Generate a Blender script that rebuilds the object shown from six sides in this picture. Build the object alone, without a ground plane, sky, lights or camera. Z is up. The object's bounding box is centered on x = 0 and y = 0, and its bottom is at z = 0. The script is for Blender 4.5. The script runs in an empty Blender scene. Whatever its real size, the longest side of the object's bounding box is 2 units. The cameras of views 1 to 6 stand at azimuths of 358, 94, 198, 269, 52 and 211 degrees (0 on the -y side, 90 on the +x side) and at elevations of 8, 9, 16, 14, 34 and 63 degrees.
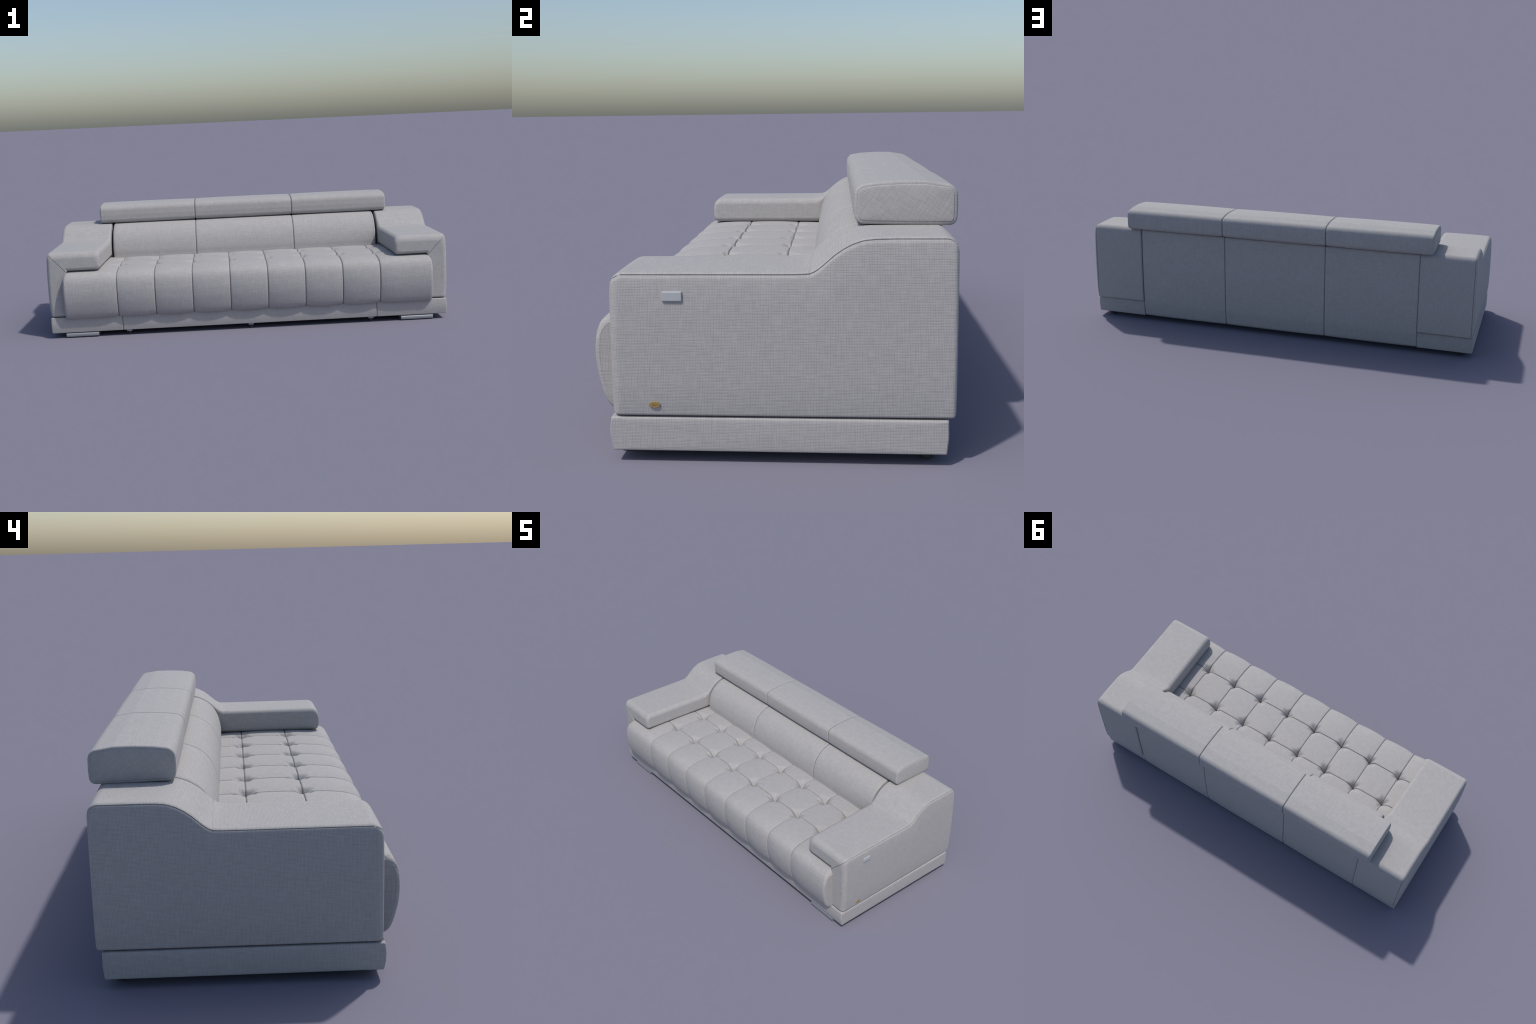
"""Three-seat upholstered sofa: tufted seat, roll back, long headrest, mitred
box arms, plinth base with metal bar feet.  Units: metres, z up."""
import bpy, bmesh, math, random
from math import sin, cos, pi, sqrt, radians, hypot, exp
from mathutils import Vector, Matrix

random.seed(7)

# ------------------------------------------------------------------ sizes
TUFT_X = [-0.653 + 0.18657 * k for k in range(8)]      # column seams of the seat
TUFT_Y = (-0.015, -0.206)                              # row seams of the seat
SEAT_END = 0.916
BACK_SEAMS = (-0.266, 0.266)
HEAD_END = 0.788
SEAM_GAP = 0.0006                                      # half the slit between stitched sections
BASE_LOW, BASE_TOP = 0.0238, 0.102
FRONT_Y, REAR_Y = -0.366, 0.382


# ------------------------------------------------------------------ materials
class Nodes:
    def __init__(self, name):
        self.mat = bpy.data.materials.new(name)
        self.mat.use_nodes = True
        self.t = self.mat.node_tree
        self.t.nodes.clear()
        self.out = self.add('ShaderNodeOutputMaterial')
        self.bsdf = self.add('ShaderNodeBsdfPrincipled')
        self.link(self.bsdf.outputs[0], self.out.inputs[0])

    def add(self, kind, **kw):
        n = self.t.nodes.new(kind)
        for k, v in kw.items():
            setattr(n, k, v)
        return n

    def link(self, a, b):
        self.t.links.new(a, b)

    def math(self, op, a, b=None, clamp=False):
        n = self.add('ShaderNodeMath', operation=op, use_clamp=clamp)
        for i, v in enumerate((a, b)):
            if v is None:
                continue
            if isinstance(v, (int, float)):
                n.inputs[i].default_value = v
            else:
                self.link(v, n.inputs[i])
        return n.outputs[0]


def woven_fabric(name, light, dark, tilt=0.0):
    """Plain linen weave: fine dark gaps between threads running along the two
    axes that lie in the surface, broken up along each thread."""
    m = Nodes(name)
    coord = m.add('ShaderNodeTexCoord')
    rot = m.add('ShaderNodeMapping')
    rot.inputs['Rotation'].default_value = (tilt, 0, 0)
    m.link(coord.outputs['Object'], rot.inputs['Vector'])
    normal = m.add('ShaderNodeMapping', vector_type='NORMAL')
    normal.inputs['Rotation'].default_value = (tilt, 0, 0)
    geo = m.add('ShaderNodeNewGeometry')
    m.link(geo.outputs['True Normal'], normal.inputs['Vector'])
    nsep = m.add('ShaderNodeSeparateXYZ')
    m.link(normal.outputs[0], nsep.inputs[0])

    total = None
    for axis in range(3):
        wave = m.add('ShaderNodeTexWave', wave_type='BANDS',
                     bands_direction='XYZ'[axis], wave_profile='SIN')
        wave.inputs['Scale'].default_value = 92.0
        wave.inputs['Distortion'].default_value = 1.0
        wave.inputs['Detail'].default_value = 1.0
        wave.inputs['Detail Scale'].default_value = 0.9
        m.link(rot.outputs[0], wave.inputs['Vector'])
        gap = m.math('POWER', wave.outputs['Fac'], 2.0)
        # each thread's own strength, varying slowly along it
        stretch = m.add('ShaderNodeMapping')
        s = [30.0, 30.0, 30.0]
        s[axis] = 300.0
        stretch.inputs['Scale'].default_value = s
        m.link(rot.outputs[0], stretch.inputs['Vector'])
        noise = m.add('ShaderNodeTexNoise')
        noise.inputs['Scale'].default_value = 1.0
        noise.inputs['Detail'].default_value = 0.0
        m.link(stretch.outputs[0], noise.inputs['Vector'])
        strength = m.add('ShaderNodeMapRange')
        strength.inputs['From Min'].default_value = 0.25
        strength.inputs['From Max'].default_value = 0.75
        strength.inputs['To Min'].default_value = 0.3
        m.link(noise.outputs['Fac'], strength.inputs['Value'])
        line = m.math('MULTIPLY', gap, strength.outputs[0])
        soft = m.math('MULTIPLY', strength.outputs[0], 0.22)
        line = m.math('ADD', line, soft)
        # threads across this axis only show where the surface contains it
        a = m.math('ABSOLUTE', nsep.outputs[axis])
        show = m.math('SUBTRACT', 1.0, m.math('POWER', a, 3.0), clamp=True)
        line = m.math('MULTIPLY', line, show)
        total = line if total is None else m.math('ADD', total, line)

    slub = m.add('ShaderNodeTexNoise')
    slub.inputs['Scale'].default_value = 9.0
    slub.inputs['Detail'].default_value = 2.0
    m.link(rot.outputs[0], slub.inputs['Vector'])
    slub_amt = m.math('MULTIPLY', m.math('SUBTRACT', slub.outputs['Fac'], 0.5), 0.16)
    fac = m.math('ADD', m.math('MULTIPLY', total, 0.72), slub_amt, clamp=True)
    mix = m.add('ShaderNodeMix', data_type='RGBA')
    m.link(fac, mix.inputs['Factor'])
    mix.inputs['A'].default_value = (*light, 1)
    mix.inputs['B'].default_value = (*dark, 1)
    m.link(mix.outputs['Result'], m.bsdf.inputs['Base Color'])
    m.bsdf.inputs['Roughness'].default_value = 0.82
    m.bsdf.inputs['Specular IOR Level'].default_value = 0.25
    m.bsdf.inputs['Sheen Weight'].default_value = 0.06
    m.bsdf.inputs['Sheen Roughness'].default_value = 0.5
    bump = m.add('ShaderNodeBump', invert=True)
    bump.inputs['Strength'].default_value = 0.35
    bump.inputs['Distance'].default_value = 0.0006
    m.link(total, bump.inputs['Height'])
    m.link(bump.outputs[0], m.bsdf.inputs['Normal'])
    return m.mat


def plain(name, color, rough, metal=0.0, grain=0.0):
    m = Nodes(name)
    coord = m.add('ShaderNodeTexCoord')
    noise = m.add('ShaderNodeTexNoise')
    noise.inputs['Scale'].default_value = 60.0
    m.link(coord.outputs['Object'], noise.inputs['Vector'])
    mix = m.add('ShaderNodeMix', data_type='RGBA')
    m.link(noise.outputs['Fac'], mix.inputs['Factor'])
    mix.inputs['A'].default_value = (*[c * (1 - grain) for c in color], 1)
    mix.inputs['B'].default_value = (*[c * (1 + grain) for c in color], 1)
    m.link(mix.outputs['Result'], m.bsdf.inputs['Base Color'])
    m.bsdf.inputs['Roughness'].default_value = rough
    m.bsdf.inputs['Metallic'].default_value = metal
    return m.mat


FABRIC_LIGHT, FABRIC_DARK = (0.438, 0.424, 0.418), (0.322, 0.312, 0.308)
FABRIC = woven_fabric('linen_fabric', FABRIC_LIGHT, FABRIC_DARK)
FABRIC_BIAS = woven_fabric('linen_fabric_bias_cut', FABRIC_LIGHT, FABRIC_DARK, radians(33))
METAL = plain('brushed_steel', (0.34, 0.355, 0.37), 0.6, 0.6, 0.05)
SWITCH = plain('satin_grey_switch', (0.40, 0.42, 0.43), 0.45, 0.0, 0.03)
GOLD = plain('gold_badge', (0.33, 0.22, 0.075), 0.5, 0.1, 0.05)
PLASTIC = plain('black_plastic', (0.03, 0.03, 0.032), 0.5, 0.0, 0.1)
LINING = plain('dark_lining', (0.09, 0.09, 0.095), 0.9, 0.0, 0.1)


# ------------------------------------------------------------------ helpers
def finish(bm, name, mat, parent, angle=38, weighted=True):
    bmesh.ops.recalc_face_normals(bm, faces=bm.faces)
    me = bpy.data.meshes.new(name)
    bm.to_mesh(me)
    bm.free()
    me.polygons.foreach_set('use_smooth', [True] * len(me.polygons))
    me.set_sharp_from_angle(angle=radians(angle))
    me.materials.append(mat)
    ob = bpy.data.objects.new(name, me)
    bpy.context.scene.collection.objects.link(ob)
    ob.parent = parent
    if weighted:
        w = ob.modifiers.new('weighted_normals', 'WEIGHTED_NORMAL')
        w.keep_sharp = True
    return ob


def spline(points, n, closed=False):
    """Catmull-Rom through points, resampled to n points of equal arc length."""
    P = [Vector(p) for p in points]
    k = len(P)
    dense = []
    segs = k if closed else k - 1
    for i in range(segs):
        if closed:
            a, b, c, d = P[i - 1], P[i], P[(i + 1) % k], P[(i + 2) % k]
        else:
            b, c = P[i], P[i + 1]
            a = P[i - 1] if i > 0 else b * 2 - c
            d = P[i + 2] if i + 2 < k else c * 2 - b
        for j in range(24):
            t = j / 24
            dense.append(0.5 * ((2 * b) + (c - a) * t + (2 * a - 5 * b + 4 * c - d) * t * t
                                + (3 * b - a - 3 * c + d) * t ** 3))
    dense.append(P[0].copy() if closed else P[-1].copy())
    acc = [0.0]
    for p, q in zip(dense, dense[1:]):
        acc.append(acc[-1] + (q - p).length)
    out, j = [], 0
    m = n if closed else n - 1
    for i in range(n):
        s = acc[-1] * i / m
        while j < len(acc) - 2 and acc[j + 1] < s:
            j += 1
        f = (s - acc[j]) / max(1e-9, acc[j + 1] - acc[j])
        out.append(dense[j].lerp(dense[j + 1], min(1, max(0, f))))
    return out


def resample(points, n):
    """Closed polygon resampled to n points of equal arc length."""
    P = list(points) + [points[0]]
    acc = [0.0]
    for p, q in zip(P, P[1:]):
        acc.append(acc[-1] + (q - p).length)
    out, j = [], 0
    for i in range(n):
        s = acc[-1] * i / n
        while acc[j + 1] < s:
            j += 1
        out.append(P[j].lerp(P[j + 1], (s - acc[j]) / max(1e-9, acc[j + 1] - acc[j])))
    return out


def outward(profile, closed=True):
    """Unit 2D normals, pointing to the left-hand side of travel reversed so that
    an anticlockwise closed loop gets outward normals."""
    n = len(profile)
    res = []
    for i in range(n):
        a = profile[i - 1] if (closed or i > 0) else profile[i]
        b = profile[(i + 1) % n] if (closed or i < n - 1) else profile[i]
        t = (b - a).normalized()
        res.append(Vector((t.y, -t.x)))
    return res


def rounded_polygon(corners, seg=7):
    """corners: (u, v, radius) in order -> points with each corner rounded."""
    out = []
    n = len(corners)
    for i in range(n):
        p = Vector(corners[i][:2])
        r = corners[i][2]
        a = (Vector(corners[i - 1][:2]) - p)
        b = (Vector(corners[(i + 1) % n][:2]) - p)
        la, lb = a.length, b.length
        a.normalize()
        b.normalize()
        half = a.angle(b) / 2
        if r <= 0 or half > radians(89):
            out += [p.copy() for _ in range(seg + 1)] if r > 0 else [p]
            continue
        d = min(r / math.tan(half), la * 0.49, lb * 0.49)
        rr = d * math.tan(half)
        c = p + (a + b).normalized() * (rr / sin(half))
        v0 = (p + a * d) - c
        v1 = (p + b * d) - c
        sweep = v0.angle(v1)
        cross = v0.x * v1.y - v0.y * v1.x
        for k in range(seg + 1):
            th = sweep * k / seg * (1 if cross > 0 else -1)
            out.append(c + Vector((v0.x * cos(th) - v0.y * sin(th), v0.x * sin(th) + v0.y * cos(th))))
    return out


def fillet(d, r):
    """How far a rounded edge of radius r has fallen back at distance d from the end."""
    if r <= 0 or d >= r:
        return 0.0
    return r - sqrt(max(0.0, r * r - (r - d) ** 2))


def ease_to_ends(a, b, edge0, edge1, mid=10, fine=8):
    """Sample positions from a to b, closely spaced inside the two rounded ends."""
    xs = [a + edge0 * (1 - cos(pi / 2 * i / fine)) for i in range(fine + 1)] if edge0 > 0 else [a]
    lo = a + edge0
    hi = b - edge1
    xs += [lo + (hi - lo) * i / mid for i in range(1, mid)]
    xs += [hi + edge1 * sin(pi / 2 * i / fine) for i in range(fine + 1)] if edge1 > 0 else [b]
    return xs


def skin(bm, rings, closed=True):
    R = [[bm.verts.new(p) for p in ring] for ring in rings]
    n = len(R[0])
    for a, b in zip(R, R[1:]):
        for i in range(n if closed else n - 1):
            j = (i + 1) % n
            bm.faces.new((a[i], a[j], b[j], b[i]))
    return R


def cap(bm, ring, bulge=Vector((0, 0, 0)), steps=5, pinch=0.0):
    """Close a ring with shrinking copies toward its centre (slightly domed)."""
    n = len(ring)
    c = Vector((0, 0, 0))
    for v in ring:
        c += v.co
    c /= n
    base = [v.co.copy() for v in ring]
    prev = ring
    for k in range(1, steps):
        f = 1 - (k / steps)
        cur = [bm.verts.new(c + (p - c) * f + bulge * (1 - f * f)) for p in base]
        for i in range(n):
            j = (i + 1) % n
            bm.faces.new((prev[i], prev[j], cur[j], cur[i]))
        prev = cur
    mid = bm.verts.new(c + bulge)
    for i in range(n):
        bm.faces.new((prev[i], prev[(i + 1) % n], mid))


def bolster(profile, x0, x1, r0, r1, crown=0.0, mid=14, bulge0=0.0, bulge1=0.0, shape=None):
    """Stuffed section: yz profile carried from x0 to x1, edges rounded with r0, r1,
    crowned by 'crown' toward the middle."""
    nrm = outward(profile)
    x0, x1 = x0 + SEAM_GAP, x1 - SEAM_GAP
    bm = bmesh.new()
    rings = []
    for x in ease_to_ends(x0, x1, max(r0, 0.001), max(r1, 0.001), mid):
        inset = fillet(x - x0, r0) + fillet(x1 - x, r1)
        t = (x - x0) / (x1 - x0)
        puff = crown * (4 * t * (1 - t)) ** 0.6 if 0 < t < 1 else 0
        ring = []
        for p, m in zip(profile, nrm):
            q = p + m * (puff - inset)
            if shape:
                q = shape(x, q)
            ring.append((x, q.x, q.y))
        rings.append(ring)
    R = skin(bm, rings)
    cap(bm, R[0], Vector((-bulge0, 0, 0)))
    cap(bm, R[-1], Vector((bulge1, 0, 0)))
    return bm


def engrave(bm, origin, normal, choose, width=0.0022, depth=0.0035):
    """Sew a seam: cut the chosen faces along a plane and pull the line inward."""
    origin, normal = Vector(origin), Vector(normal).normalized()
    for off in (-width, width, 0.0):
        faces = [f for f in bm.faces if choose(f.calc_center_median(), f.normal)]
        geom = set(faces)
        for f in faces:
            geom.update(f.edges)
            geom.update(f.verts)
        bmesh.ops.bisect_plane(bm, geom=list(geom), dist=1e-6,
                               plane_co=origin + normal * off, plane_no=normal)
    bm.normal_update()
    moves = []
    for v in bm.verts:
        if abs((v.co - origin).dot(normal)) < 2e-6:
            if all(choose(f.calc_center_median(), f.normal) for f in v.link_faces):
                moves.append((v, v.normal.copy()))
    for v, n in moves:
        v.co -= n * depth


def box(bm, lo, hi, bevel=0.0, seg=3):
    lo, hi = Vector(lo), Vector(hi)
    res = bmesh.ops.create_cube(bm, size=1.0)
    for v in res['verts']:
        v.co = Vector((lo[i] + (v.co[i] + 0.5) * (hi[i] - lo[i]) for i in range(3)))
    if bevel > 0:
        edges = set()
        for v in res['verts']:
            edges.update(v.link_edges)
        bmesh.ops.bevel(bm, geom=list(edges), offset=bevel, segments=seg, profile=0.5, affect='EDGES')


def cylinder(bm, centre, z0, z1, r0, r1=None, seg=32):
    r1 = r0 if r1 is None else r1
    rings = []
    for z, r in ((z0, r0 * 0.9), (z0 + 0.001, r0), (z1 - 0.001, r1), (z1, r1 * 0.96)):
        rings.append([(centre[0] + r * cos(2 * pi * i / seg), centre[1] + r * sin(2 * pi * i / seg), z)
                      for i in range(seg)])
    R = skin(bm, rings)
    bm.faces.new(R[0])
    bm.faces.new(R[-1])


# ------------------------------------------------------------------ the sofa
sofa = bpy.data.objects.new('sofa', None)
bpy.context.scene.collection.objects.link(sofa)
sofa['label'] = 'long grey linen sofa with tufted seat and headrest bolster'
sofa['category'] = 'sofa'


# ---- seat: a core with nine by three stitched pads over it ----------------
SEAT_PROFILE = spline([(0.13, 0.318), (0.078, 0.323), (-0.05, 0.3275), (-0.207, 0.328), (-0.298, 0.325),
                       (-0.338, 0.3210), (-0.367, 0.3145), (-0.385, 0.306), (-0.396, 0.2945), (-0.4035, 0.276),
                       (-0.4075, 0.250), (-0.4085, 0.223), (-0.405, 0.183), (-0.395, 0.140), (-0.384, 0.113),
                       (-0.368, 0.100), (-0.345, 0.099)], 600)
SEAT_NORMAL = [-n for n in outward(SEAT_PROFILE, closed=False)]
if SEAT_NORMAL[100].y < 0:
    SEAT_NORMAL = [-n for n in SEAT_NORMAL]
SEAT_STEP = sum((b - a).length for a, b in zip(SEAT_PROFILE, SEAT_PROFILE[1:])) / 599
ROW_S = [0.0] + [min(range(400), key=lambda i: abs(SEAT_PROFILE[i].x - y)) * SEAT_STEP for y in TUFT_Y] \
    + [599 * SEAT_STEP]
TUFTS = [(x + random.uniform(-.0015, .0015), s, random.uniform(0.037, 0.046), random.uniform(0.050, 0.058),
          random.uniform(0, 6.28))
         for x in TUFT_X for s in ROW_S[1:3]]


def seat_end_radius(s):
    """The end of the seat is rounder on top than down its front."""
    return 0.030 - 0.018 * min(1.0, max(0.0, (s - ROW_S[2] - 0.10) / 0.12))


def seat_point(x, s):
    f = min(598.999, s / SEAT_STEP)
    i = int(f)
    p = SEAT_PROFILE[i].lerp(SEAT_PROFILE[i + 1], f - i)
    n = SEAT_NORMAL[i].lerp(SEAT_NORMAL[i + 1], f - i)
    drape = min(1.0, max(0.0, (s - ROW_S[2]) / 0.16))          # 0 on top, 1 on the front face
    under = min(1.0, max(0.0, (ROW_S[3] - s) / 0.03))
    # crown of each pad between its column seams
    dx = min(abs(x - t) for t in TUFT_X)
    half = 0.0933
    tx = min(1.0, dx / half)
    # at the outer ends of the seat the pad stays full until its rounded edge
    h = (0.0046 + 0.0026 * drape) * (1 - (1 - tx) ** 2.4)
    # crown between row seams
    ds = min(abs(s - ROW_S[1]), abs(s - ROW_S[2]))
    h += 0.0022 * (1 - (1 - min(1.0, ds / 0.09)) ** 2.6) * (1 - drape)
    # stitched grooves
    h -= (0.0046 + 0.0014 * drape) * exp(-(dx / 0.0020) ** 2) * under
    h -= 0.0046 * exp(-(ds / 0.0020) ** 2)
    # buttonless tufts where the seams cross
    for cx, cs, depth, reach, phase in TUFTS:
        ax, as_ = abs(x - cx), abs(s - cs)
        if ax < reach and as_ < reach:
            # fabric is gathered into folds that fan out from the pit
            fan = 1 + 0.16 * cos(5 * math.atan2(s - cs, x - cx) + phase)
            r = (ax ** 1.8 + as_ ** 1.8) ** (1 / 1.8) / (reach * 0.86 * fan)
            if r < 1:
                h -= depth * (1 - r) ** 2.0
    h -= fillet(SEAT_END - abs(x), seat_end_radius(s))
    # gathered pleats where the cover is folded over the front corner
    px, ps = SEAT_END - abs(x), s - (ROW_S[2] + 0.190)
    r = hypot(px, ps) / 0.042
    if r < 1:
        h -= 0.0060 * (1 - r) * r * 3 * max(0.0, cos(13 * math.atan2(ps, px + 1e-6))) ** 2
    q = p + n * h
    return (x, q.x, q.y)


def seat_core_ring(x, extra):
    pts = []
    for i in range(0, 600, 8):
        p, n = SEAT_PROFILE[i], SEAT_NORMAL[i]
        tx_full = 0.0046 + 0.0026 * min(1.0, max(0.0, (i * SEAT_STEP - ROW_S[2]) / 0.16))
        pts.append(p + n * (tx_full - seat_end_radius(i * SEAT_STEP) - extra))
    pts += [Vector((-0.20, 0.120)), Vector((0.0, 0.120)), Vector((0.10, 0.120))]
    return [(x, p.x, p.y) for p in pts]


bm = bmesh.new()
R = skin(bm, [seat_core_ring(x, e) for x, e in ((-SEAT_END + 0.0003, 0.0), (-SEAT_END + 0.012, 0.02), (-0.8, 0.07),
                                                (0.8, 0.07), (SEAT_END - 0.012, 0.02), (SEAT_END - 0.0003, 0.0))])
bm.faces.new(R[0])
bm.faces.new(R[-1])
bmesh.ops.triangulate(bm, faces=[f for f in bm.faces if len(f.verts) > 4])
seat = finish(bm, 'seat_cushion', FABRIC, sofa, weighted=False)

edges_x = [-SEAT_END] + TUFT_X + [SEAT_END]
for a, b in zip(edges_x, edges_x[1:]):
    k = 36
    xs = [a + (b - a) * (1 - cos(pi * i / k)) / 2 for i in range(k + 1)]
    for row in range(3):
        s0, s1 = ROW_S[row], ROW_S[row + 1]
        m = (26, 36, 130)[row]
        ss = [s0 + (s1 - s0) * (1 - cos(pi * i / m)) / 2 for i in range(m + 1)]
        bm = bmesh.new()
        skin(bm, [[seat_point(x, s) for s in ss] for x in xs], closed=False)
        pad = finish(bm, 'seat_pad', FABRIC, seat, angle=60, weighted=False)

# dark cords modelled in the seam grooves to draw their crease shadow
SEAM_SHADOW = plain('painted_seam_shadow', (0.14, 0.137, 0.137), 0.9, 0.0, 0.1)


def thread(bm, path, radius=0.0012, closed=False):
    """Thin square-section cord along a polyline."""
    P = [Vector(p) for p in path]
    n = len(P)
    rings = []
    for i in range(n):
        a = P[i - 1] if (closed or i > 0) else P[i]
        b = P[(i + 1) % n] if (closed or i < n - 1) else P[i]
        t = (b - a).normalized()
        u = t.cross(Vector((0.31, 0.52, 0.79))).normalized()
        w = t.cross(u)
        rings.append([P[i] + (u * cos(k * pi / 3) + w * sin(k * pi / 3)) * radius for k in range(6)])
    if closed:
        rings.append(rings[0])
    skin(bm, rings)


def lifted(x, s, d=0.0010):
    p = Vector(seat_point(x, s))
    n = SEAT_NORMAL[min(599, int(s / SEAT_STEP))]
    return p + Vector((0, n.x, n.y)) * d


for x in TUFT_X:
    bm = bmesh.new()
    thread(bm, [lifted(x, 0.02 + (ROW_S[3] - 0.04) * i / 300) for i in range(301)])
    finish(bm, 'seam_shadow_cord', SEAM_SHADOW, seat, weighted=False)
for s in ROW_S[1:3]:
    bm = bmesh.new()
    thread(bm, [lifted(-0.88 + 1.76 * i / 700, s) for i in range(701)])
    finish(bm, 'seam_shadow_cord', SEAM_SHADOW, seat, weighted=False)


def ring_shadow_cord(profile, x, inset, parent):
    bm = bmesh.new()
    thread(bm, [(x, (p - n * inset).x, (p - n * inset).y) for p, n in zip(profile, outward(profile))], 0.0012, True)
    finish(bm, 'seam_shadow_cord', SEAM_SHADOW, parent, weighted=False)


# ---- back cushion: one roll in three stitched sections --------------------
BACK_PROFILE = spline([(0.085, 0.300), (0.073, 0.345), (0.076, 0.385), (0.087, 0.423), (0.107, 0.456),
                       (0.136, 0.481), (0.172, 0.497), (0.215, 0.503), (0.27, 0.503), (0.30, 0.48),
                       (0.30, 0.33), (0.28, 0.295), (0.18, 0.285)], 120, closed=True)
if sum(a.x * b.y - a.y * b.x for a, b in zip(BACK_PROFILE, BACK_PROFILE[1:] + BACK_PROFILE[:1])) < 0:
    BACK_PROFILE.reverse()
marks = [-0.7165, *BACK_SEAMS, 0.7155]
for i in range(3):
    bm = bolster(BACK_PROFILE, marks[i], marks[i + 1], 0.010 if i == 0 else 0.0065,
                 0.010 if i == 2 else 0.0065, crown=0.0015)
    for side, x in ((0, marks[0] + 0.011), (2, marks[3] - 0.011)):
        if i == side:
            engrave(bm, (x, 0, 0), (1, 0, 0), lambda c, n: abs(n.x) < 0.5 and c.y < 0.25, 0.0015, 0.0016)
    roll = finish(bm, 'back_cushion', FABRIC, sofa, angle=55)
    if i < 2:
        ring_shadow_cord(BACK_PROFILE, marks[i + 1], 0.0035, roll)

# ---- headrest: long bolster in three sections with stitched end panels ----
HEAD_PROFILE = rounded_polygon([(0.1805, 0.5075, 0.022), (0.300, 0.5045, 0), (0.4155, 0.5035, 0.018),
                                (0.4175, 0.545, 0.0), (0.4160, 0.5965, 0.028),
                                (0.345, 0.6075, 0.0), (0.29, 0.608, 0.0), (0.235, 0.605, 0.0),
                                (0.1795, 0.597, 0.028), (0.1775, 0.550, 0.0)], 8)
HEAD_PROFILE = resample(HEAD_PROFILE, 200)
if sum(a.x * b.y - a.y * b.x for a, b in zip(HEAD_PROFILE, HEAD_PROFILE[1:] + HEAD_PROFILE[:1])) < 0:
    HEAD_PROFILE.reverse()
marks = [-HEAD_END, -0.2675, 0.2665, HEAD_END]
for i in range(3):
    bm = bolster(HEAD_PROFILE, marks[i], marks[i + 1], 0.007 if i == 0 else 0.0068,
                 0.007 if i == 2 else 0.0068, crown=0.002)
    head = finish(bm, 'headrest', FABRIC, sofa, angle=50)
    if i < 2:
        ring_shadow_cord(HEAD_PROFILE, marks[i + 1], 0.0036, head)
    if i != 1:
        sgn = -1 if i == 0 else 1
        inner = [p - n * 0.0078 for p, n in zip(HEAD_PROFILE, outward(HEAD_PROFILE))]
        bm = bmesh.new()
        nrm = outward(HEAD_PROFILE)
        rings = [[(sgn * (HEAD_END + dx), (p - n * ins).x, (p - n * ins).y) for p, n in zip(HEAD_PROFILE, nrm)]
                 for dx, ins in ((-0.006, 0.0075), (-0.0015, 0.0077), (0.0006, 0.0085), (0.0016, 0.0105))]
        R = skin(bm, rings)
        cap(bm, R[-1], Vector((sgn * 0.0022, 0, 0)), steps=7)
        finish(bm, 'end_panel', FABRIC_BIAS, head, angle=50)


# ---- arms -----------------------------------------------------------------
ARM_X0, ARM_X1 = 0.7255, 0.9925           # inner and outer faces
ARM_Y0, ARM_Y1 = -0.3605, 0.3965
PAD_LOW, ARM_LOW, PANEL_X = 0.334, 0.1055, 0.899


def arm_top(y):
    """Side outline of the arm: low pad, S-shaped rise, high block at the back."""
    pts = [(-1, 0.4265), (0.045, 0.4265), (0.078, 0.4275), (0.094, 0.434), (0.112, 0.449), (0.132, 0.467),
           (0.152, 0.4815), (0.172, 0.492), (0.195, 0.5000), (0.225, 0.5030), (0.26, 0.5035), (1, 0.503)]
    for (a, za), (b, zb) in zip(pts, pts[1:]):
        if y <= b:
            return za + (zb - za) * (y - a) / (b - a)


def arm_side_x(z, top):
    """Outer face swells a little at mid height."""
    t = (z - ARM_LOW) / (top - ARM_LOW)
    return ARM_X1 + 0.0068 * (4 * max(0, t) * max(0, 1 - t)) ** 0.45


def arm_section(y):
    d0, d1 = y - ARM_Y0, ARM_Y1 - y
    top = arm_top(y) - fillet(d0, 0.034) - fillet(d1, 0.028)
    step = min(1.0, max(0.0, (y - 0.10) / 0.03))             # block reaches the plinth behind the back
    low = PAD_LOW + (ARM_LOW + 0.001 - PAD_LOW) * step + (fillet(d0, 0.018) if step == 0 else fillet(d1, 0.008))
    bottom = ARM_LOW + fillet(d0, 0.010) + fillet(d1, 0.008)
    wide = ARM_X0 + 0.010 * min(1.0, max(0.0, (0.09 - y) / 0.43))
    x0 = wide + fillet(d0, 0.016) + fillet(d1, 0.008)
    x1cut = fillet(d0, 0.022) + fillet(d1, 0.010)
    panel = PANEL_X + fillet(d0, 0.008)
    corners = [(x0, low, 0.018 if step < 1 else 0.004), (panel, low, 0.003), (panel, bottom, 0.006)]
    x1cut += 0.0035 * (y + 0.36) / 0.75                       # narrows slightly to the rear
    base_x = ARM_X1 - x1cut
    corners.append((base_x, bottom, 0.007))
    for k in range(1, 8):
        z = bottom + (top - bottom) * k / 8
        corners.append((arm_side_x(z, top) - x1cut, z, 0))
    corners.append((base_x, top, 0.017))
    for k in (0.75, 0.5, 0.25):
        early = arm_top(y + 0.018 * (1 - k)) - arm_top(y)          # the rise starts sooner on the inner side
        corners.append((x0 + (base_x - x0) * k, top + early + 0.0015 * (1 - (2 * k - 1) ** 2), 0))
    corners.append((x0, top + arm_top(y + 0.018) - arm_top(y), 0.024 - 0.015 * min(1.0, max(0.0, (y - 0.05) / 0.07))))
    return [(p.x, y, p.y) for p in rounded_polygon(corners, 7)]


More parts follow.
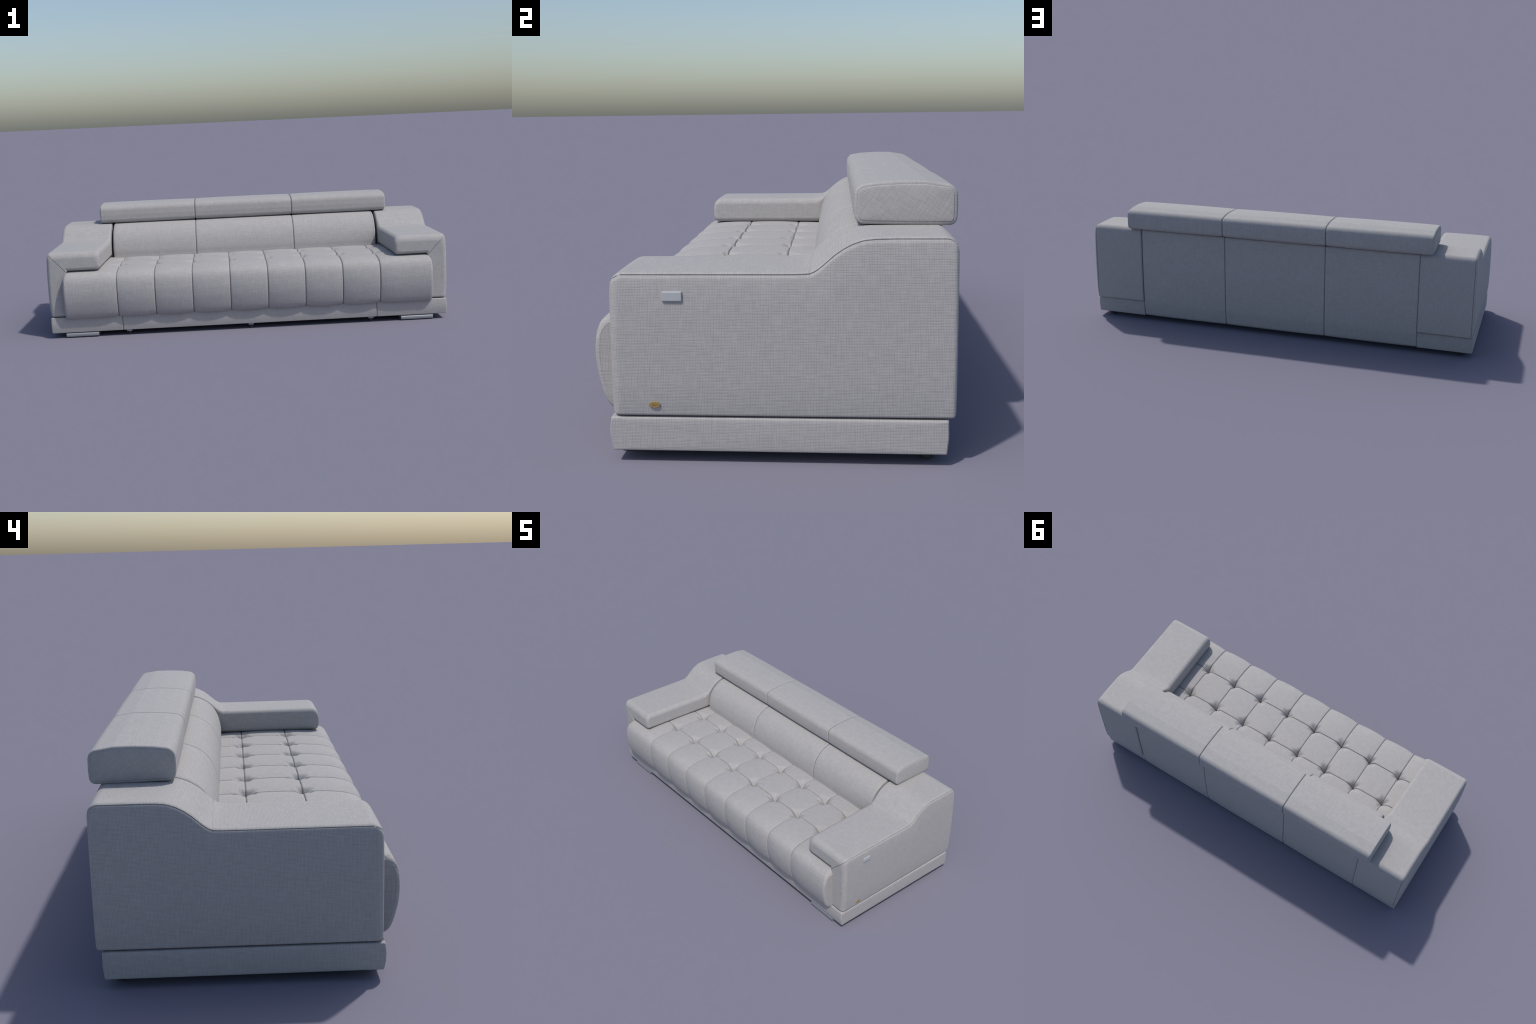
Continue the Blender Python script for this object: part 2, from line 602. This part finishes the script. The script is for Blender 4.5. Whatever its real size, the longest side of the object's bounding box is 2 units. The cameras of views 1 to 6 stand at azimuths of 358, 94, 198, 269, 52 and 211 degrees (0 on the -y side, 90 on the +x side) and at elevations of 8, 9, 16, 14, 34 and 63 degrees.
def arm_stations():
    ys = [ARM_Y0 + 0.036 * (1 - cos(pi / 2 * i / 12)) for i in range(13)]
    ys += [-0.30 + 0.045 * i for i in range(1, 8)]
    ys += [0.05 + 0.01 * i for i in range(0, 18)]
    ys += [0.26, 0.30, 0.34]
    ys += [ARM_Y1 - 0.030 * (1 - sin(pi / 2 * i / 10)) for i in range(11)]
    return ys


def build_arm(sgn):
    bm = bmesh.new()
    R = skin(bm, [arm_section(y) for y in arm_stations()])
    bm.faces.new(R[0])
    cap(bm, R[-1], Vector((0, 0.003, 0)), steps=6)
    bmesh.ops.remove_doubles(bm, verts=bm.verts, dist=1e-5)
    bmesh.ops.recalc_face_normals(bm, faces=bm.faces)
    # mitre seam on the front, from the outer top corner to the inner corner of the panel
    a, b = Vector((0.9879, 0, 0.4180)), Vector((0.902, 0, 0.3275))
    along = (b - a).normalized()
    across = Vector((along.z, 0, -along.x))
    engrave(bm, a, across, lambda c, n: c.y < -0.335 and c.x > 0.78, 0.0022, 0.004)
    # welt seam along the outer top edge and down the rear edge
    slant = Vector((1, 0.0035 / 0.75, 0))
    engrave(bm, (0.9880, -0.36, 0), slant,
            lambda c, n: (c.z > 0.395 and n.z > 0.10 and c.y > -0.336) or (c.y > 0.37 and n.y > 0.15), 0.0020, 0.0034)
    # shallow seam where the pad meets the rise
    engrave(bm, (0, 0.080, 0), (0, 1, 0), lambda c, n: n.z > 0.35 and 0.0 < c.y < 0.2 and c.z > 0.41, 0.0016, 0.0012)
    if sgn < 0:
        bmesh.ops.transform(bm, matrix=Matrix.Scale(-1, 4, (1, 0, 0)), verts=bm.verts)
        bmesh.ops.reverse_faces(bm, faces=bm.faces)
    bmesh.ops.triangulate(bm, faces=[f for f in bm.faces if len(f.verts) > 4])
    return finish(bm, 'armrest', FABRIC, sofa, angle=40)


arm_right = build_arm(1)
arm_left = build_arm(-1)

# switch plate and oval badge on the outer face of one arm
bm = bmesh.new()
sx = arm_side_x(0.3765, 0.4265)
box(bm, (sx - 0.004, -0.240, 0.3660), (sx + 0.0045, -0.196, 0.3875), 0.0022, 4)
finish(bm, 'switch_plate', SWITCH, arm_right)
bx = arm_side_x(0.133, 0.4265)
bm = bmesh.new()
rings = []
for dx, f in ((-0.003, 1.0), (0.0012, 1.0), (0.0020, 0.94), (0.0022, 0.86), (0.0018, 0.82)):
    rings.append([(bx + dx, -0.263 + 0.0127 * f * cos(2 * pi * i / 48), 0.133 + 0.0068 * f * sin(2 * pi * i / 48))
                  for i in range(48)])
R = skin(bm, rings)
cap(bm, R[-1], steps=3)
badge = finish(bm, 'badge', GOLD, arm_right)
bm = bmesh.new()
# worn, illegible raised characters: a few strokes
for y0, z0, y1, z1 in ((-.0060, -.0022, -.0052, .0026), (-.0040, -.0022, -.0033, .0014), (-.0036, .0008, -.0012, .0016),
                       (-.0016, -.0022, -.0009, .0014), (.0008, .0004, .0030, .0018), (.0016, -.0026, .0024, .0010),
                       (.0048, -.0020, .0056, .0026)):
    box(bm, (bx + 0.001, -0.263 + y0, 0.133 + z0), (bx + 0.0026, -0.263 + y1, 0.133 + z1))
finish(bm, 'raised_lettering', GOLD, badge)

# ---- back panels ----------------------------------------------------------
panel_profile = rounded_polygon([(0.30, 0.045, 0.004), (0.380, 0.0235, 0.010), (0.3885, 0.10, 0.0), (0.3905, 0.30, 0.0),
                                 (0.389, 0.497, 0.008), (0.30, 0.500, 0.004)], 6)
panel_profile = resample(panel_profile, 150)
marks = [-0.7255, -0.2605, 0.2635, 0.7235]
for i in range(3):
    bm = bolster(panel_profile, marks[i], marks[i + 1], 0.0055, 0.0055, crown=0.002)
    back = finish(bm, 'back_panel', FABRIC, sofa, angle=50)
    if i < 2:
        ring_shadow_cord(panel_profile, marks[i + 1], 0.0032, back)

# ---- plinth ---------------------------------------------------------------
def plinth_ring(x, inset, rear):
    lo, hi = BASE_LOW + inset, BASE_TOP - inset
    y0, y1 = FRONT_Y + inset, rear - inset
    mid = (lo + hi) / 2
    pts = rounded_polygon([(y0 + 0.005, lo, 0.003), (y1 - 0.004, lo, 0.003), (y1, mid, 0), (y1 - 0.001, hi, 0.004),
                           (y0 + 0.002, hi, 0.005), (y0 - 0.0015, mid + 0.01, 0), (y0, mid - 0.015, 0)], 5)
    return [(x, p.x, p.y) for p in pts]


for sgn in (1, -1):
    bm = bmesh.new()
    rings = []
    stations = [(0.6385, 0.0035), (0.6392, 0.0015), (0.6405, 0.0004), (0.642, 0), (0.70, 0), (0.726, 0), (0.7262, 0), (0.80, 0),
                (0.90, 0), (0.984, 0), (0.989, 0.0006), (0.9915, 0.0018), (0.9930, 0.004)]
    for x, inset in stations:
        rear = -0.20 if x < 0.7261 else REAR_Y
        rings.append(plinth_ring(sgn * x, inset, rear))
    R = skin(bm, rings)
    cap(bm, R[0])
    cap(bm, R[-1], Vector((sgn * 0.001, 0, 0)))
    bmesh.ops.remove_doubles(bm, verts=bm.verts, dist=1e-6)
    finish(bm, 'plinth', FABRIC, sofa, angle=40)

bm = bmesh.new()
R = skin(bm, [plinth_ring(x, i, -0.20) for x, i in ((-0.6372, .0035), (-0.6365, .0015), (-0.6352, .0004), (-0.634, 0),
                                                    (0.634, 0), (0.6352, .0004), (0.6365, .0015), (0.6372, .0035))])
cap(bm, R[0])
cap(bm, R[-1])
finish(bm, 'drawer_front', FABRIC, sofa, angle=40)

bm = bmesh.new()
box(bm, (-0.715, -0.31, 0.040), (0.715, 0.34, 0.28), 0.004)
finish(bm, 'base_frame', LINING, sofa)

# ---- feet and casters -----------------------------------------------------
for sgn in (1, -1):
    bm = bmesh.new()
    prof = rounded_polygon([(-0.3615, 0.0, 0.008), (-0.300, 0.0, 0.002), (-0.300, 0.030, 0.002), (-0.345, 0.030, 0.001),
                            (-0.345, 0.0215, 0.001), (-0.3615, 0.0215, 0.010)], 7)
    x0, x1 = 0.7615, 0.9225
    R = skin(bm, [[(sgn * x, p.x, p.y) for p in prof] for x in (x0, x1)])
    bm.faces.new(R[0])
    bm.faces.new(R[-1])
    finish(bm, 'front_foot', METAL, sofa, angle=30)
    bm = bmesh.new()
    cylinder(bm, (sgn * 0.935, 0.338), 0.0, 0.032, 0.016)
    finish(bm, 'rear_foot', PLASTIC, sofa, angle=30)

for x in (-0.609, 0.002, 0.609):
    bm = bmesh.new()
    box(bm, (x - 0.013, -0.353, 0.0150), (x + 0.013, -0.325, 0.033), 0.001, 2)
    bracket = finish(bm, 'caster', METAL, sofa, angle=30)
    bm = bmesh.new()
    cylinder(bm, (x + 0.001, -0.341), 0.0, 0.0225, 0.006, 0.009, 20)
    finish(bm, 'caster_stem', PLASTIC, bracket, angle=30)
